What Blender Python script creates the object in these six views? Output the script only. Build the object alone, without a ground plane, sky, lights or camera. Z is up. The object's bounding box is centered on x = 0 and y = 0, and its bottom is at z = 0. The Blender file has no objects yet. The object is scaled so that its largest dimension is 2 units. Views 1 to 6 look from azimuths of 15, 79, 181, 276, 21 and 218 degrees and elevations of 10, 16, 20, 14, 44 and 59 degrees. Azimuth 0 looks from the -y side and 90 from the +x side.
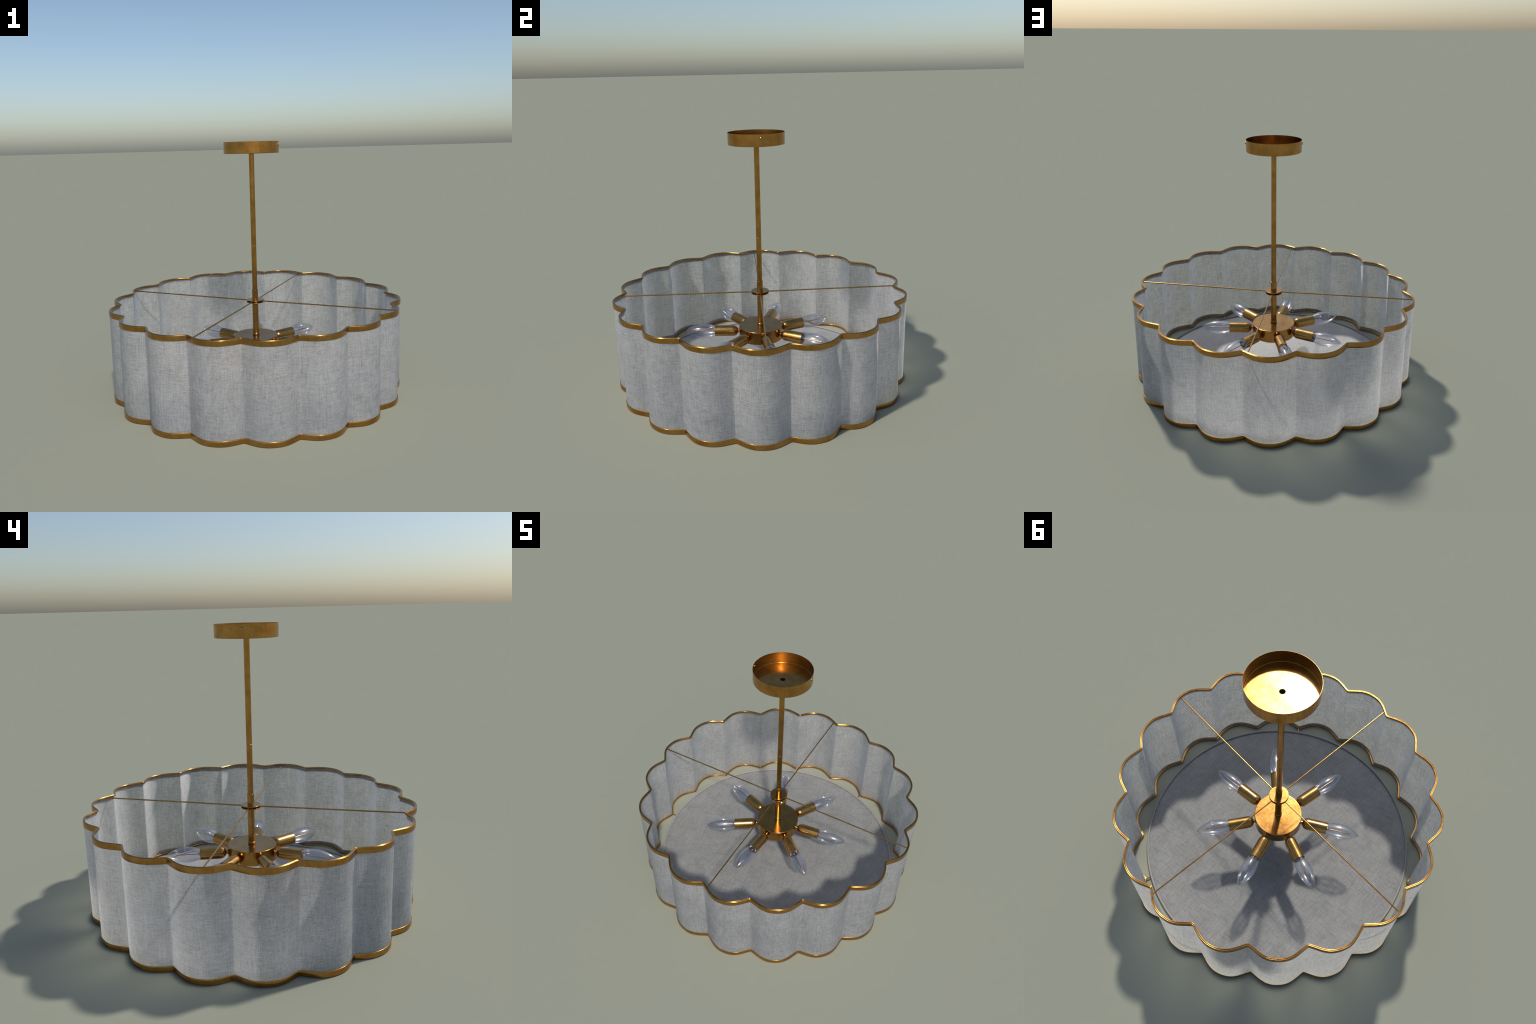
"""Scalloped drum pendant lamp: brass canopy, stem, seven candle bulbs on a round
hub, a lobed linen shade bound in brass and a linen diffuser disc underneath."""
import bpy, bmesh, math
from math import sin, cos, pi, radians, degrees, sqrt
from mathutils import Vector, Matrix

# ------------------------------------------------------------------ dimensions
LOBES = 18                 # scallops round the shade, cusps at multiples of 20 deg
R_CUSP = 0.9285            # centre line radius at the cusps
SHADE_TOP = 0.6222
TRIM_H = 0.0332
HUB_R, HUB_Z0, HUB_Z1 = 0.153, 0.2655, 0.3565
ARM_Z = 0.311
N_BULBS = 7
CANOPY_R, CANOPY_Z0, CANOPY_Z1 = 0.186, 1.620, 1.698
ROD_Z = 0.6035
ROD_AZ = (82.2, 172.45, 262.3, 351.9)
DISC_R = 0.897


BASE = (0.522, 0.523, 0.520)
THROUGH = 0.61
ROUGH = 0.91
DISC_BASE = (0.485, 0.483, 0.478)
DISC_SPEC = 0.6

# ------------------------------------------------------------------ materials
class Nodes:
    def __init__(self, name):
        self.mat = bpy.data.materials.new(name)
        self.mat.use_nodes = True
        self.nt = self.mat.node_tree
        self.nt.nodes.clear()
        self.out = self.nt.nodes.new('ShaderNodeOutputMaterial')

    def new(self, kind, **props):
        n = self.nt.nodes.new('ShaderNode' + kind)
        for k, v in props.items():
            setattr(n, k, v)
        return n

    def put(self, sock, val):
        if isinstance(val, bpy.types.NodeSocket):
            self.nt.links.new(val, sock)
        else:
            sock.default_value = val

    def math(self, op, a, b=0.0, c=0.0):
        n = self.new('Math', operation=op)
        for i, v in enumerate((a, b, c)):
            self.put(n.inputs[i], v)
        return n.outputs[0]

    def vec(self, x, y, z):
        n = self.new('CombineXYZ')
        for i, v in enumerate((x, y, z)):
            self.put(n.inputs[i], v)
        return n.outputs[0]

    def noise(self, vector, scale, detail=2.0, rough=0.5):
        n = self.new('TexNoise')
        self.put(n.inputs['Vector'], vector)
        self.put(n.inputs['Scale'], scale)
        self.put(n.inputs['Detail'], detail)
        self.put(n.inputs['Roughness'], rough)
        return n.outputs['Fac']

    def remap(self, v, a, b, lo, hi):
        n = self.new('MapRange')
        for i, x in enumerate((v, a, b, lo, hi)):
            self.put(n.inputs[i], x)
        return n.outputs[0]

    def mixc(self, fac, a, b, mode='MIX'):
        n = self.new('Mix', data_type='RGBA', blend_type=mode)
        self.put(n.inputs['Factor'], fac)
        self.put(n.inputs[6], a)
        self.put(n.inputs[7], b)
        return n.outputs[2]

    def xyz(self):
        tc = self.new('TexCoord')
        s = self.new('SeparateXYZ')
        self.put(s.inputs[0], tc.outputs['Object'])
        return tc.outputs['Object'], s.outputs[0], s.outputs[1], s.outputs[2]

    def bump(self, height, strength, dist):
        n = self.new('Bump')
        self.put(n.inputs['Height'], height)
        self.put(n.inputs['Strength'], strength)
        self.put(n.inputs['Distance'], dist)
        return n.outputs[0]

    def finish(self, shader):
        self.nt.links.new(shader, self.out.inputs['Surface'])
        return self.mat


def brass(name, rough=0.20, tint=(0.475, 0.244, 0.063), patina=0.4):
    m = Nodes(name)
    p, x, y, z = m.xyz()
    blotch = m.noise(p, 11.0, 4.0, 0.6)
    fine = m.noise(p, 70.0, 3.0, 0.6)
    streak = m.noise(m.vec(m.math('MULTIPLY', x, 60.0), m.math('MULTIPLY', y, 60.0),
                           m.math('MULTIPLY', z, 9.0)), 1.0, 2.0)
    t = m.math('ADD', m.math('MULTIPLY', blotch, 0.6),
               m.math('ADD', m.math('MULTIPLY', fine, 0.22), m.math('MULTIPLY', streak, 0.18)))
    k = m.remap(t, 0.41, 0.59, 0.0, 1.0)
    lo = tuple(c * f for c, f in zip(tint, (0.85, 0.81, 0.74))) + (1,)
    hi = tuple(c * f for c, f in zip(tint, (1.10, 1.17, 1.30))) + (1,)
    col = m.mixc(k, lo, hi)
    r = m.remap(m.math('ADD', m.math('MULTIPLY', fine, 0.5), m.math('MULTIPLY', blotch, 0.5)),
                0.35, 0.65, rough - 0.05 * patina, rough + 0.06 * patina)
    b = m.new('BsdfPrincipled')
    m.put(b.inputs['Base Color'], col)
    m.put(b.inputs['Metallic'], 1.0)
    m.put(b.inputs['Roughness'], r)
    m.put(b.inputs['Normal'], m.bump(m.noise(p, 260.0, 2.0), 0.05, 0.001))
    return m.finish(b.outputs[0])


def linen(name, wrapped, base=BASE, through=THROUGH, rough=ROUGH, spec=0.5, gloss=0.0):
    """Woven cloth that lets light through. wrapped: threads run round the axis and
    up the wall; otherwise they run along x and y."""
    m = Nodes(name)
    p, x, y, z = m.xyz()
    if wrapped:
        long_u = m.vec(m.math('MULTIPLY', x, 150.0), m.math('MULTIPLY', y, 150.0), m.math('MULTIPLY', z, 14.0))
        long_v = m.vec(m.math('MULTIPLY', x, 18.0), m.math('MULTIPLY', y, 18.0), m.math('MULTIPLY', z, 175.0))
        wide = m.vec(m.math('MULTIPLY', x, 34.0), m.math('MULTIPLY', y, 34.0), m.math('MULTIPLY', z, 2.2))
    else:
        long_u = m.vec(m.math('MULTIPLY', x, 165.0), m.math('MULTIPLY', y, 12.0), 0.0)
        long_v = m.vec(m.math('MULTIPLY', x, 12.0), m.math('MULTIPLY', y, 165.0), 3.0)
        wide = m.vec(m.math('MULTIPLY', x, 26.0), m.math('MULTIPLY', y, 3.0), 0.0)
    warp = m.noise(long_u, 1.0, 2.0, 0.6)
    weft = m.noise(long_v, 1.0, 2.0, 0.6)
    grain = m.noise(p, 215.0, 2.0, 0.65)
    bands = m.noise(wide, 1.0, 2.0, 0.5)
    patch = m.noise(p, 7.0, 3.0, 0.55)
    tot = m.math('ADD', m.math('MULTIPLY', warp, 0.25),
                 m.math('ADD', m.math('MULTIPLY', weft, 0.27), m.math('MULTIPLY', grain, 0.48)))
    k1 = m.remap(tot, 0.36, 0.64, 0.60, 1.40)
    k2 = m.remap(bands, 0.3, 0.7, 0.98, 1.03)
    k3 = m.remap(patch, 0.3, 0.7, 0.92, 1.12)
    # slubs: thin darker yarns where a stretched noise crosses its middle value
    def slub(vector, w):
        d = m.math('ABSOLUTE', m.math('SUBTRACT', m.noise(vector, 1.0, 1.0, 0.4), 0.5))
        return m.remap(d, 0.0, w, 0.83, 1.0)
    if wrapped:
        yarn_a = m.vec(m.math('MULTIPLY', x, 62.0), m.math('MULTIPLY', y, 62.0), m.math('MULTIPLY', z, 6.0))
        yarn_b = m.vec(m.math('MULTIPLY', x, 7.0), m.math('MULTIPLY', y, 7.0), m.math('MULTIPLY', z, 66.0))
    else:
        yarn_a = m.vec(m.math('MULTIPLY', x, 62.0), m.math('MULTIPLY', y, 6.0), 7.0)
        yarn_b = m.vec(m.math('MULTIPLY', x, 6.0), m.math('MULTIPLY', y, 62.0), 11.0)
    yarn = m.math('MULTIPLY', slub(yarn_a, 0.030), slub(yarn_b, 0.032))
    val = m.math('MULTIPLY', m.math('MULTIPLY', k1, yarn), m.math('MULTIPLY', k2, k3))
    tintn = m.remap(m.noise(p, 5.0, 2.0), 0.35, 0.65, 0.0, 1.0)
    c0 = m.mixc(tintn, tuple(b * f for b, f in zip(base, (0.993, 0.998, 1.010))) + (1,),
                tuple(b * f for b, f in zip(base, (1.010, 1.002, 0.988))) + (1,))
    sc = m.new('VectorMath', operation='SCALE')
    m.put(sc.inputs[0], c0)
    m.put(sc.inputs['Scale'], val)
    col = sc.outputs[0]
    nrm = m.bump(tot, 0.6, 0.0030)
    b = m.new('BsdfPrincipled')
    m.put(b.inputs['Base Color'], col)
    m.put(b.inputs['Roughness'], rough)
    m.put(b.inputs['IOR'], 1.45)
    m.put(b.inputs['Specular IOR Level'], spec)
    m.put(b.inputs['Transmission Weight'], through)
    m.put(b.inputs['Normal'], nrm)
    if gloss == 0.0:
        return m.finish(b.outputs[0])
    # smooth starched yarns: the cloth shines when seen at a low angle
    lw = m.new('LayerWeight')
    g = m.new('BsdfGlossy')
    m.put(g.inputs['Color'], (0.95, 0.95, 0.95, 1))
    m.put(g.inputs['Roughness'], 0.6)
    mix = m.new('MixShader')
    m.put(mix.inputs[0], m.remap(lw.outputs['Facing'], 0.35, 0.75, 0.0, gloss))
    m.nt.links.new(b.outputs[0], mix.inputs[1])
    m.nt.links.new(g.outputs[0], mix.inputs[2])
    return m.finish(mix.outputs[0])


def hem_cloth():
    m = Nodes('hem_cloth')
    p, x, y, z = m.xyz()
    g = m.noise(p, 240.0, 2.0)
    col = m.mixc(m.remap(g, 0.3, 0.7, 0.0, 1.0), (0.235, 0.218, 0.208, 1), (0.335, 0.312, 0.298, 1))
    b = m.new('BsdfPrincipled')
    m.put(b.inputs['Base Color'], col)
    m.put(b.inputs['Roughness'], 0.8)
    return m.finish(b.outputs[0])


def bulb_glass():
    m = Nodes('bulb_glass')
    # thin blown glass: light goes straight through, the skin mirrors the sky
    t = m.new('BsdfTransparent')
    m.put(t.inputs['Color'], (0.90, 0.905, 0.92, 1))
    g = m.new('BsdfGlossy')
    m.put(g.inputs['Color'], (1, 1, 1, 1))
    m.put(g.inputs['Roughness'], 0.13)
    f = m.new('Fresnel')
    m.put(f.inputs['IOR'], 1.5)
    mix = m.new('MixShader')
    m.put(mix.inputs[0], m.math('MINIMUM', m.math('MULTIPLY_ADD', f.outputs[0], 1.6, 0.085), 0.50))
    m.nt.links.new(t.outputs[0], mix.inputs[1])
    m.nt.links.new(g.outputs[0], mix.inputs[2])
    return m.finish(mix.outputs[0])


def painted_bore_shadow():
    m = Nodes('painted_bore_shadow')
    b = m.new('BsdfPrincipled')
    m.put(b.inputs['Base Color'], (0.004, 0.004, 0.004, 1))  # near black: darkness down the hollow stem, put into the colour
    m.put(b.inputs['Roughness'], 0.9)
    m.put(b.inputs['Specular IOR Level'], 0.0)
    return m.finish(b.outputs[0])


M_BRASS = brass('aged_brass')
M_CANOPY = brass('canopy_brass', 0.215, (0.455, 0.233, 0.061))
M_TRIM = brass('trim_brass', 0.22, (0.440, 0.226, 0.060), 0.6)
M_WIRE = brass('wire_brass', 0.22)
M_SOCKET = brass('socket_brass', 0.19, (0.51, 0.270, 0.072), 0.7)
M_SHADE = linen('shade_linen', True)
M_DISC = linen('diffuser_linen', False, base=DISC_BASE, rough=0.72, spec=DISC_SPEC, gloss=0.26)
M_HEM = hem_cloth()
M_GLASS = bulb_glass()
M_FIL = brass('filament_copper', 0.25, (0.62, 0.34, 0.16), 0.3)
M_BORE_SHADOW = painted_bore_shadow()


# ------------------------------------------------------------------ geometry helpers
def make_obj(name, verts, faces, mat, parent=None, smooth=40.0):
    me = bpy.data.meshes.new(name)
    me.from_pydata(verts, [], faces)
    me.materials.append(mat)
    bm = bmesh.new()
    bm.from_mesh(me)
    bmesh.ops.recalc_face_normals(bm, faces=bm.faces)
    for f in bm.faces:
        f.smooth = True
    for e in bm.edges:
        if len(e.link_faces) == 2 and e.calc_face_angle() > radians(smooth):
            e.smooth = False
    bm.to_mesh(me)
    bm.free()
    ob = bpy.data.objects.new(name, me)
    bpy.context.scene.collection.objects.link(ob)
    if parent is not None:
        ob.parent = parent
    return ob


def lathe(profile, seg=96):
    """Turn (radius, height) points about z; a radius of 0 becomes a pole."""
    verts, rows = [], []
    for r, z in profile:
        if r < 1e-6:
            rows.append([len(verts)])
            verts.append((0, 0, z))
        else:
            rows.append(list(range(len(verts), len(verts) + seg)))
            verts += [(r * cos(2 * pi * i / seg), r * sin(2 * pi * i / seg), z) for i in range(seg)]
    faces = []
    for a, b in zip(rows, rows[1:]):
        for i in range(seg):
            j = (i + 1) % seg
            if len(a) == 1 and len(b) == 1:
                continue
            if len(a) == 1:
                faces.append((a[0], b[j], b[i]))
            elif len(b) == 1:
                faces.append((a[i], a[j], b[0]))
            else:
                faces.append((a[i], a[j], b[j], b[i]))
    return verts, faces


def rounded(pts, rad, n=5):
    """Round the corners of an open (r, z) profile."""
    out = [pts[0]]
    for a, b, c in zip(pts, pts[1:], pts[2:]):
        A, B, C = Vector(a), Vector(b), Vector(c)
        d1, d2 = (A - B), (C - B)
        t = min(rad, d1.length * 0.45, d2.length * 0.45)
        p, q = B + d1.normalized() * t, B + d2.normalized() * t
        if d1.length > 6 * t:                  # holding loops keep the flats flat in shading
            h = p + d1.normalized() * t * 0.3
            out.append((h.x, h.y))
        for i in range(n + 1):
            s = i / n
            o = p * (1 - s) ** 2 + B * 2 * s * (1 - s) + q * s * s
            out.append((o.x, o.y))
        if d2.length > 6 * t:
            h = q + d2.normalized() * t * 0.3
            out.append((h.x, h.y))
    out.append(pts[-1])
    return out


def smooth_table(tab, x):
    """Monotone cubic through (x, y) control points."""
    n = len(tab)
    h = [tab[i + 1][0] - tab[i][0] for i in range(n - 1)]
    d = [(tab[i + 1][1] - tab[i][1]) / h[i] for i in range(n - 1)]
    m = [d[0]] + [0 if d[i - 1] * d[i] <= 0 else 2 * d[i - 1] * d[i] / (d[i - 1] + d[i]) for i in range(1, n - 1)] + [d[-1]]
    for i in range(n - 1):
        if x <= tab[i + 1][0] or i == n - 2:
            t = (x - tab[i][0]) / h[i]
            return ((2 * t ** 3 - 3 * t ** 2 + 1) * tab[i][1] + (t ** 3 - 2 * t ** 2 + t) * h[i] * m[i]
                    + (-2 * t ** 3 + 3 * t ** 2) * tab[i + 1][1] + (t ** 3 - t ** 2) * h[i] * m[i + 1])


# lobe bulge above the cusp radius against degrees from the cusp
LOBE = [(0, 0), (1, .0098), (2, .0200), (3, .0303), (4, .0400), (5, .0483), (6, .0549),
        (7, .0594), (8, .0621), (9, .0633), (9.6, .0635)]


def shade_radius(theta_deg):
    pitch = 360.0 / LOBES
    t = (theta_deg + pitch / 2) % pitch - pitch / 2
    e = 0.42                                   # small fillet where lobes meet
    return R_CUSP + smooth_table(LOBE, sqrt(t * t + e * e) - e)


PER = 80
SHADE_N = LOBES * PER
_c = [(shade_radius(360 * i / SHADE_N), 2 * pi * i / SHADE_N) for i in range(SHADE_N)]
CURVE = [Vector((r * cos(a), r * sin(a))) for r, a in _c]
NORMAL = []
for i in range(SHADE_N):
    t = CURVE[(i + 1) % SHADE_N] - CURVE[i - 1]
    NORMAL.append(Vector((t.y, -t.x)).normalized())


def sweep(section, closed=True):
    """Carry an (offset, z) section round the scalloped centre line."""
    k = len(section)
    verts = []
    for p, n in zip(CURVE, NORMAL):
        for off, z in section:
            q = p + n * off
            verts.append((q.x, q.y, z))
    faces = []
    for i in range(SHADE_N):
        j = (i + 1) % SHADE_N
        for a in range(k if closed else k - 1):
            b = (a + 1) % k
            faces.append((i * k + a, i * k + b, j * k + b, j * k + a))
    return verts, faces


def rod(p0, p1, r, seg=16, caps=True):
    a, b = Vector(p0), Vector(p1)
    d = (b - a).normalized()
    u = d.orthogonal().normalized()
    w = d.cross(u)
    verts = []
    for c in (a, b):
        verts += [tuple(c + (u * cos(2 * pi * i / seg) + w * sin(2 * pi * i / seg)) * r) for i in range(seg)]
    faces = [(i, (i + 1) % seg, seg + (i + 1) % seg, seg + i) for i in range(seg)]
    if caps:
        faces += [tuple(range(seg))[::-1], tuple(range(seg, 2 * seg))]
    return verts, faces


def polar(r, az, z):
    return (r * cos(radians(az)), r * sin(radians(az)), z)


# ------------------------------------------------------------------ the lamp
lamp = bpy.data.objects.new('pendant_lamp', None)
bpy.context.scene.collection.objects.link(lamp)
lamp["label"] = "brass pendant lamp with scalloped grey linen drum shade"
lamp["category"] = "pendant lamp"

# --- shade: linen wall bound top and bottom with folded brass trim
shade = make_obj('shade', *sweep([(0.0045, 0.008 + (SHADE_TOP - 0.016) * i / 40) for i in range(41)], closed=False),
                 M_SHADE, lamp, 180)


def arc(cx, cz, r, a0, a1, n=7):
    return [(cx + r * cos(radians(a0 + (a1 - a0) * i / n)), cz + r * sin(radians(a0 + (a1 - a0) * i / n)))
            for i in range(n + 1)]


bead = 0.0032
t_out, t_in = 0.0080, -0.0060
trim_section = ([(0.0055, -TRIM_H), (0.0072, -TRIM_H), (t_out, -TRIM_H + 0.0010), (t_out, -0.018)]
                + arc(t_out - bead, -bead, bead, 0, 172)
                + arc(t_in + bead, -bead, bead, 8, 180)
                + arc(t_in + bead, -0.0085, bead, 180, 290, 5)
                + [(0.0040, -0.0118), (0.0055, -0.0125)])
top_trim = make_obj('shade_trim', *sweep([(o, SHADE_TOP + z) for o, z in trim_section]), M_TRIM, lamp, 60)
low_trim = make_obj('shade_trim', *sweep([(o, -z) for o, z in trim_section]), M_TRIM, lamp, 60)

# --- diffuser: linen disc with a rolled hem, carried on three short pegs
disc_v, disc_f = lathe([(0, 0.0006)] + [(DISC_R * i / 40 * 0.987, 0.0006) for i in range(1, 41)], 240)
diffuser = make_obj('diffuser', disc_v, disc_f, M_DISC, lamp, 180)
hem = [(DISC_R - 0.0065 + 0.0065 * cos(2 * pi * i / 16), 0.0067 + 0.0065 * sin(2 * pi * i / 16)) for i in range(17)]
make_obj('diffuser_hem', *lathe(hem, 240), M_HEM, diffuser, 60)
for az in (60, 180, 300):
    make_obj('diffuser_peg', *rod(polar(DISC_R - 0.006, az, 0.009), polar(R_CUSP - 0.003, az, 0.009), 0.0040), M_WIRE, diffuser, 60)

# --- stem
stem = make_obj('stem', *lathe(rounded([(0.0155, CANOPY_Z0 + 0.0005), (0.0175, CANOPY_Z0 + 0.0005), (0.0175, 0.9945), (0.0166, 0.9938),
                                        (0.0166, 0.9922), (0.0175, 0.9915), (0.0175, 0.66), (0.0120, 0.66)], 0.0006, 2), 48), M_BRASS, lamp, 50)
make_obj('stem_sleeve', *lathe(rounded([(0.0150, 0.683), (0.0208, 0.683), (0.0208, 0.6125), (0.0150, 0.6125)], 0.0012, 3), 48), M_BRASS, stem, 50)
make_obj('stem_tube', *lathe(rounded([(0.0120, 0.5945), (0.0208, 0.5945), (0.0208, 0.372), (0.0236, 0.370), (0.0236, 0.3575), (0.0120, 0.3555)], 0.0014, 3), 48), M_BRASS, stem, 50)

# --- spider: two plates clamping four spokes that carry the shade
spider = make_obj('spider_plate', *lathe(rounded([(0, 0.6135), (0.0600, 0.6135), (0.0600, 0.6085), (0, 0.6085)], 0.0012, 3), 72), M_BRASS, lamp, 50)
make_obj('spider_plate', *lathe(rounded([(0, 0.5985), (0.0600, 0.5985), (0.0600, 0.5935), (0, 0.5935)], 0.0012, 3), 72), M_BRASS, spider, 50)
make_obj('spider_core', *lathe([(0, 0.6086), (0.030, 0.6086), (0.030, 0.5984), (0, 0.5984)], 72), M_BRASS, spider, 50)
for az in ROD_AZ:
    make_obj('spoke', *rod(polar(0.020, az, ROD_Z), polar(shade_radius(az) - 0.001, az, SHADE_TOP - 0.014), 0.0043), M_WIRE, lamp, 60)

# --- hub
hub = make_obj('hub', *lathe(rounded([(0, HUB_Z1), (HUB_R, HUB_Z1), (HUB_R, HUB_Z0), (0, HUB_Z0)], 0.0035, 4), 128), M_BRASS, lamp, 50)

# --- lamp holders, bulbs and filaments, built along +x from the axis
holder_out = [(0.0380 * sin(radians(a)) ** 0.8, 0.2000 - 0.0380 * cos(radians(a))) for a in range(18, 91, 6)] + [(0.0380, 0.2020)] + [(0.0380, 0.3250)]
holder_in = [(0.0362, 0.3250), (0.0362, 0.290), (0.0, 0.290)]
holder_profile = ([(0.0, 0.148), (0.0125, 0.148), (0.0125, 0.1628)]
                  + [p for p in holder_out if p[0] > 0.0126] + holder_in)
bulb_out = [(0.0, .2985), (0.024, .2988), (0.030, .306), (0.0335, .320), (0.0390, .340), (0.0440, .360), (0.0470, .380),
            (0.0482, .400), (0.0476, .420), (0.0452, .440), (0.0408, .460), (0.0345, .480), (0.0268, .498),
            (0.0190, .512), (0.0115, .523), (0.0050, .530), (0.0, .5325)]


def dense(profile, n=4):
    """Catmull-Rom refinement of an (r, z) profile."""
    out = []
    P = [Vector(p) for p in profile]
    for i in range(len(P) - 1):
        p0, p1, p2, p3 = P[max(i - 1, 0)], P[i], P[i + 1], P[min(i + 2, len(P) - 1)]
        for k in range(n):
            t = k / n
            q = 0.5 * ((2 * p1) + (p2 - p0) * t + (2 * p0 - 5 * p1 + 4 * p2 - p3) * t * t + (3 * p1 - p0 - 3 * p2 + p3) * t ** 3)
            out.append((max(q.x, 0.0), q.y))
    out.append(profile[-1])
    out[0] = profile[0]
    return out


bulb_o = dense(bulb_out)
fil = rounded([(0.0, .2995), (0.0085, .2995), (0.0085, .334), (0.0032, .338), (0.0032, .345), (0.0028, .462)], 0.003, 2)
fil += [(0.0052 * sin(radians(a)) , .4675 - 0.0052 * cos(radians(a))) for a in range(30, 180, 25)] + [(0.0, .4727)]


def lay_down(v):
    """Profile axis (z) becomes +x."""
    return [(z, y, -x) for x, y, z in v]


def shared(name, data, mat, smooth):
    v, f = data
    ob = make_obj(name, lay_down(v), f, mat, None, smooth)
    me = ob.data
    bpy.data.objects.remove(ob)
    return me


me_holder = shared('lamp_holder', lathe(holder_profile, 64), M_SOCKET, 40)
bulb_me = shared('bulb', lathe(bulb_o, 64), M_GLASS, 180)
me_fil = shared('filament', lathe(fil, 20), M_FIL, 50)

for i in range(N_BULBS):
    az = 360.0 * i / N_BULBS + (3.6 if i == N_BULBS - 1 else 0.0)   # last one sits askew
    M = Matrix.Translation((0, 0, ARM_Z)) @ Matrix.Rotation(radians(az), 4, 'Z')
    h = bpy.data.objects.new('lamp_holder', me_holder)
    bpy.context.scene.collection.objects.link(h)
    h.parent = lamp
    h.matrix_local = M
    for nm, me in (('bulb', bulb_me), ('filament', me_fil)):
        o = bpy.data.objects.new(nm, me)
        bpy.context.scene.collection.objects.link(o)
        o.parent = h

# --- canopy: shallow round cup, open upwards, floor hole plugged by a disc painted black for the bore's shadow
can = ([(0.0162, CANOPY_Z0), (CANOPY_R - 0.004, CANOPY_Z0)] + arc(CANOPY_R - 0.003, CANOPY_Z0 + 0.003, 0.003, -90, 0, 5)
       + [(CANOPY_R, CANOPY_Z0 + 0.004), (CANOPY_R, CANOPY_Z1), (CANOPY_R - 0.0002, CANOPY_Z1), (CANOPY_R - 0.0009, CANOPY_Z1 - 0.030), (CANOPY_R - 0.0009, CANOPY_Z0 + 0.0056)]
       + arc(CANOPY_R - 0.0034, CANOPY_Z0 + 0.0045, 0.0025, 0, -90, 5) + [(CANOPY_R - 0.0044, CANOPY_Z0 + 0.0020), (0.0162, CANOPY_Z0 + 0.0020)])
cv, cf = lathe(can + [can[0]], 144)
canopy = make_obj('canopy', cv, cf, M_CANOPY, lamp, 50)
make_obj('bore_shadow_disc', *lathe([(0, CANOPY_Z0 + 0.0012), (0.0164, CANOPY_Z0 + 0.0012)], 48), M_BORE_SHADOW, canopy, 50)
dome = [(0.0, 0.0068)] + [(0.0105 * sin(radians(a)), 0.0068 * cos(radians(a))) for a in (15, 30, 45, 60, 75, 90)] + [(0.0045, -0.0005), (0.0045, -0.0045), (0.0, -0.0055)]
me_screw = shared('canopy_screw', lathe(dome, 32), M_SOCKET, 60)
for az in (0, 180):
    s = bpy.data.objects.new('canopy_screw', me_screw)
    bpy.context.scene.collection.objects.link(s)
    s.parent = canopy
    s.matrix_local = Matrix.Rotation(radians(az), 4, 'Z') @ Matrix.Translation((CANOPY_R, 0, 1.6735))
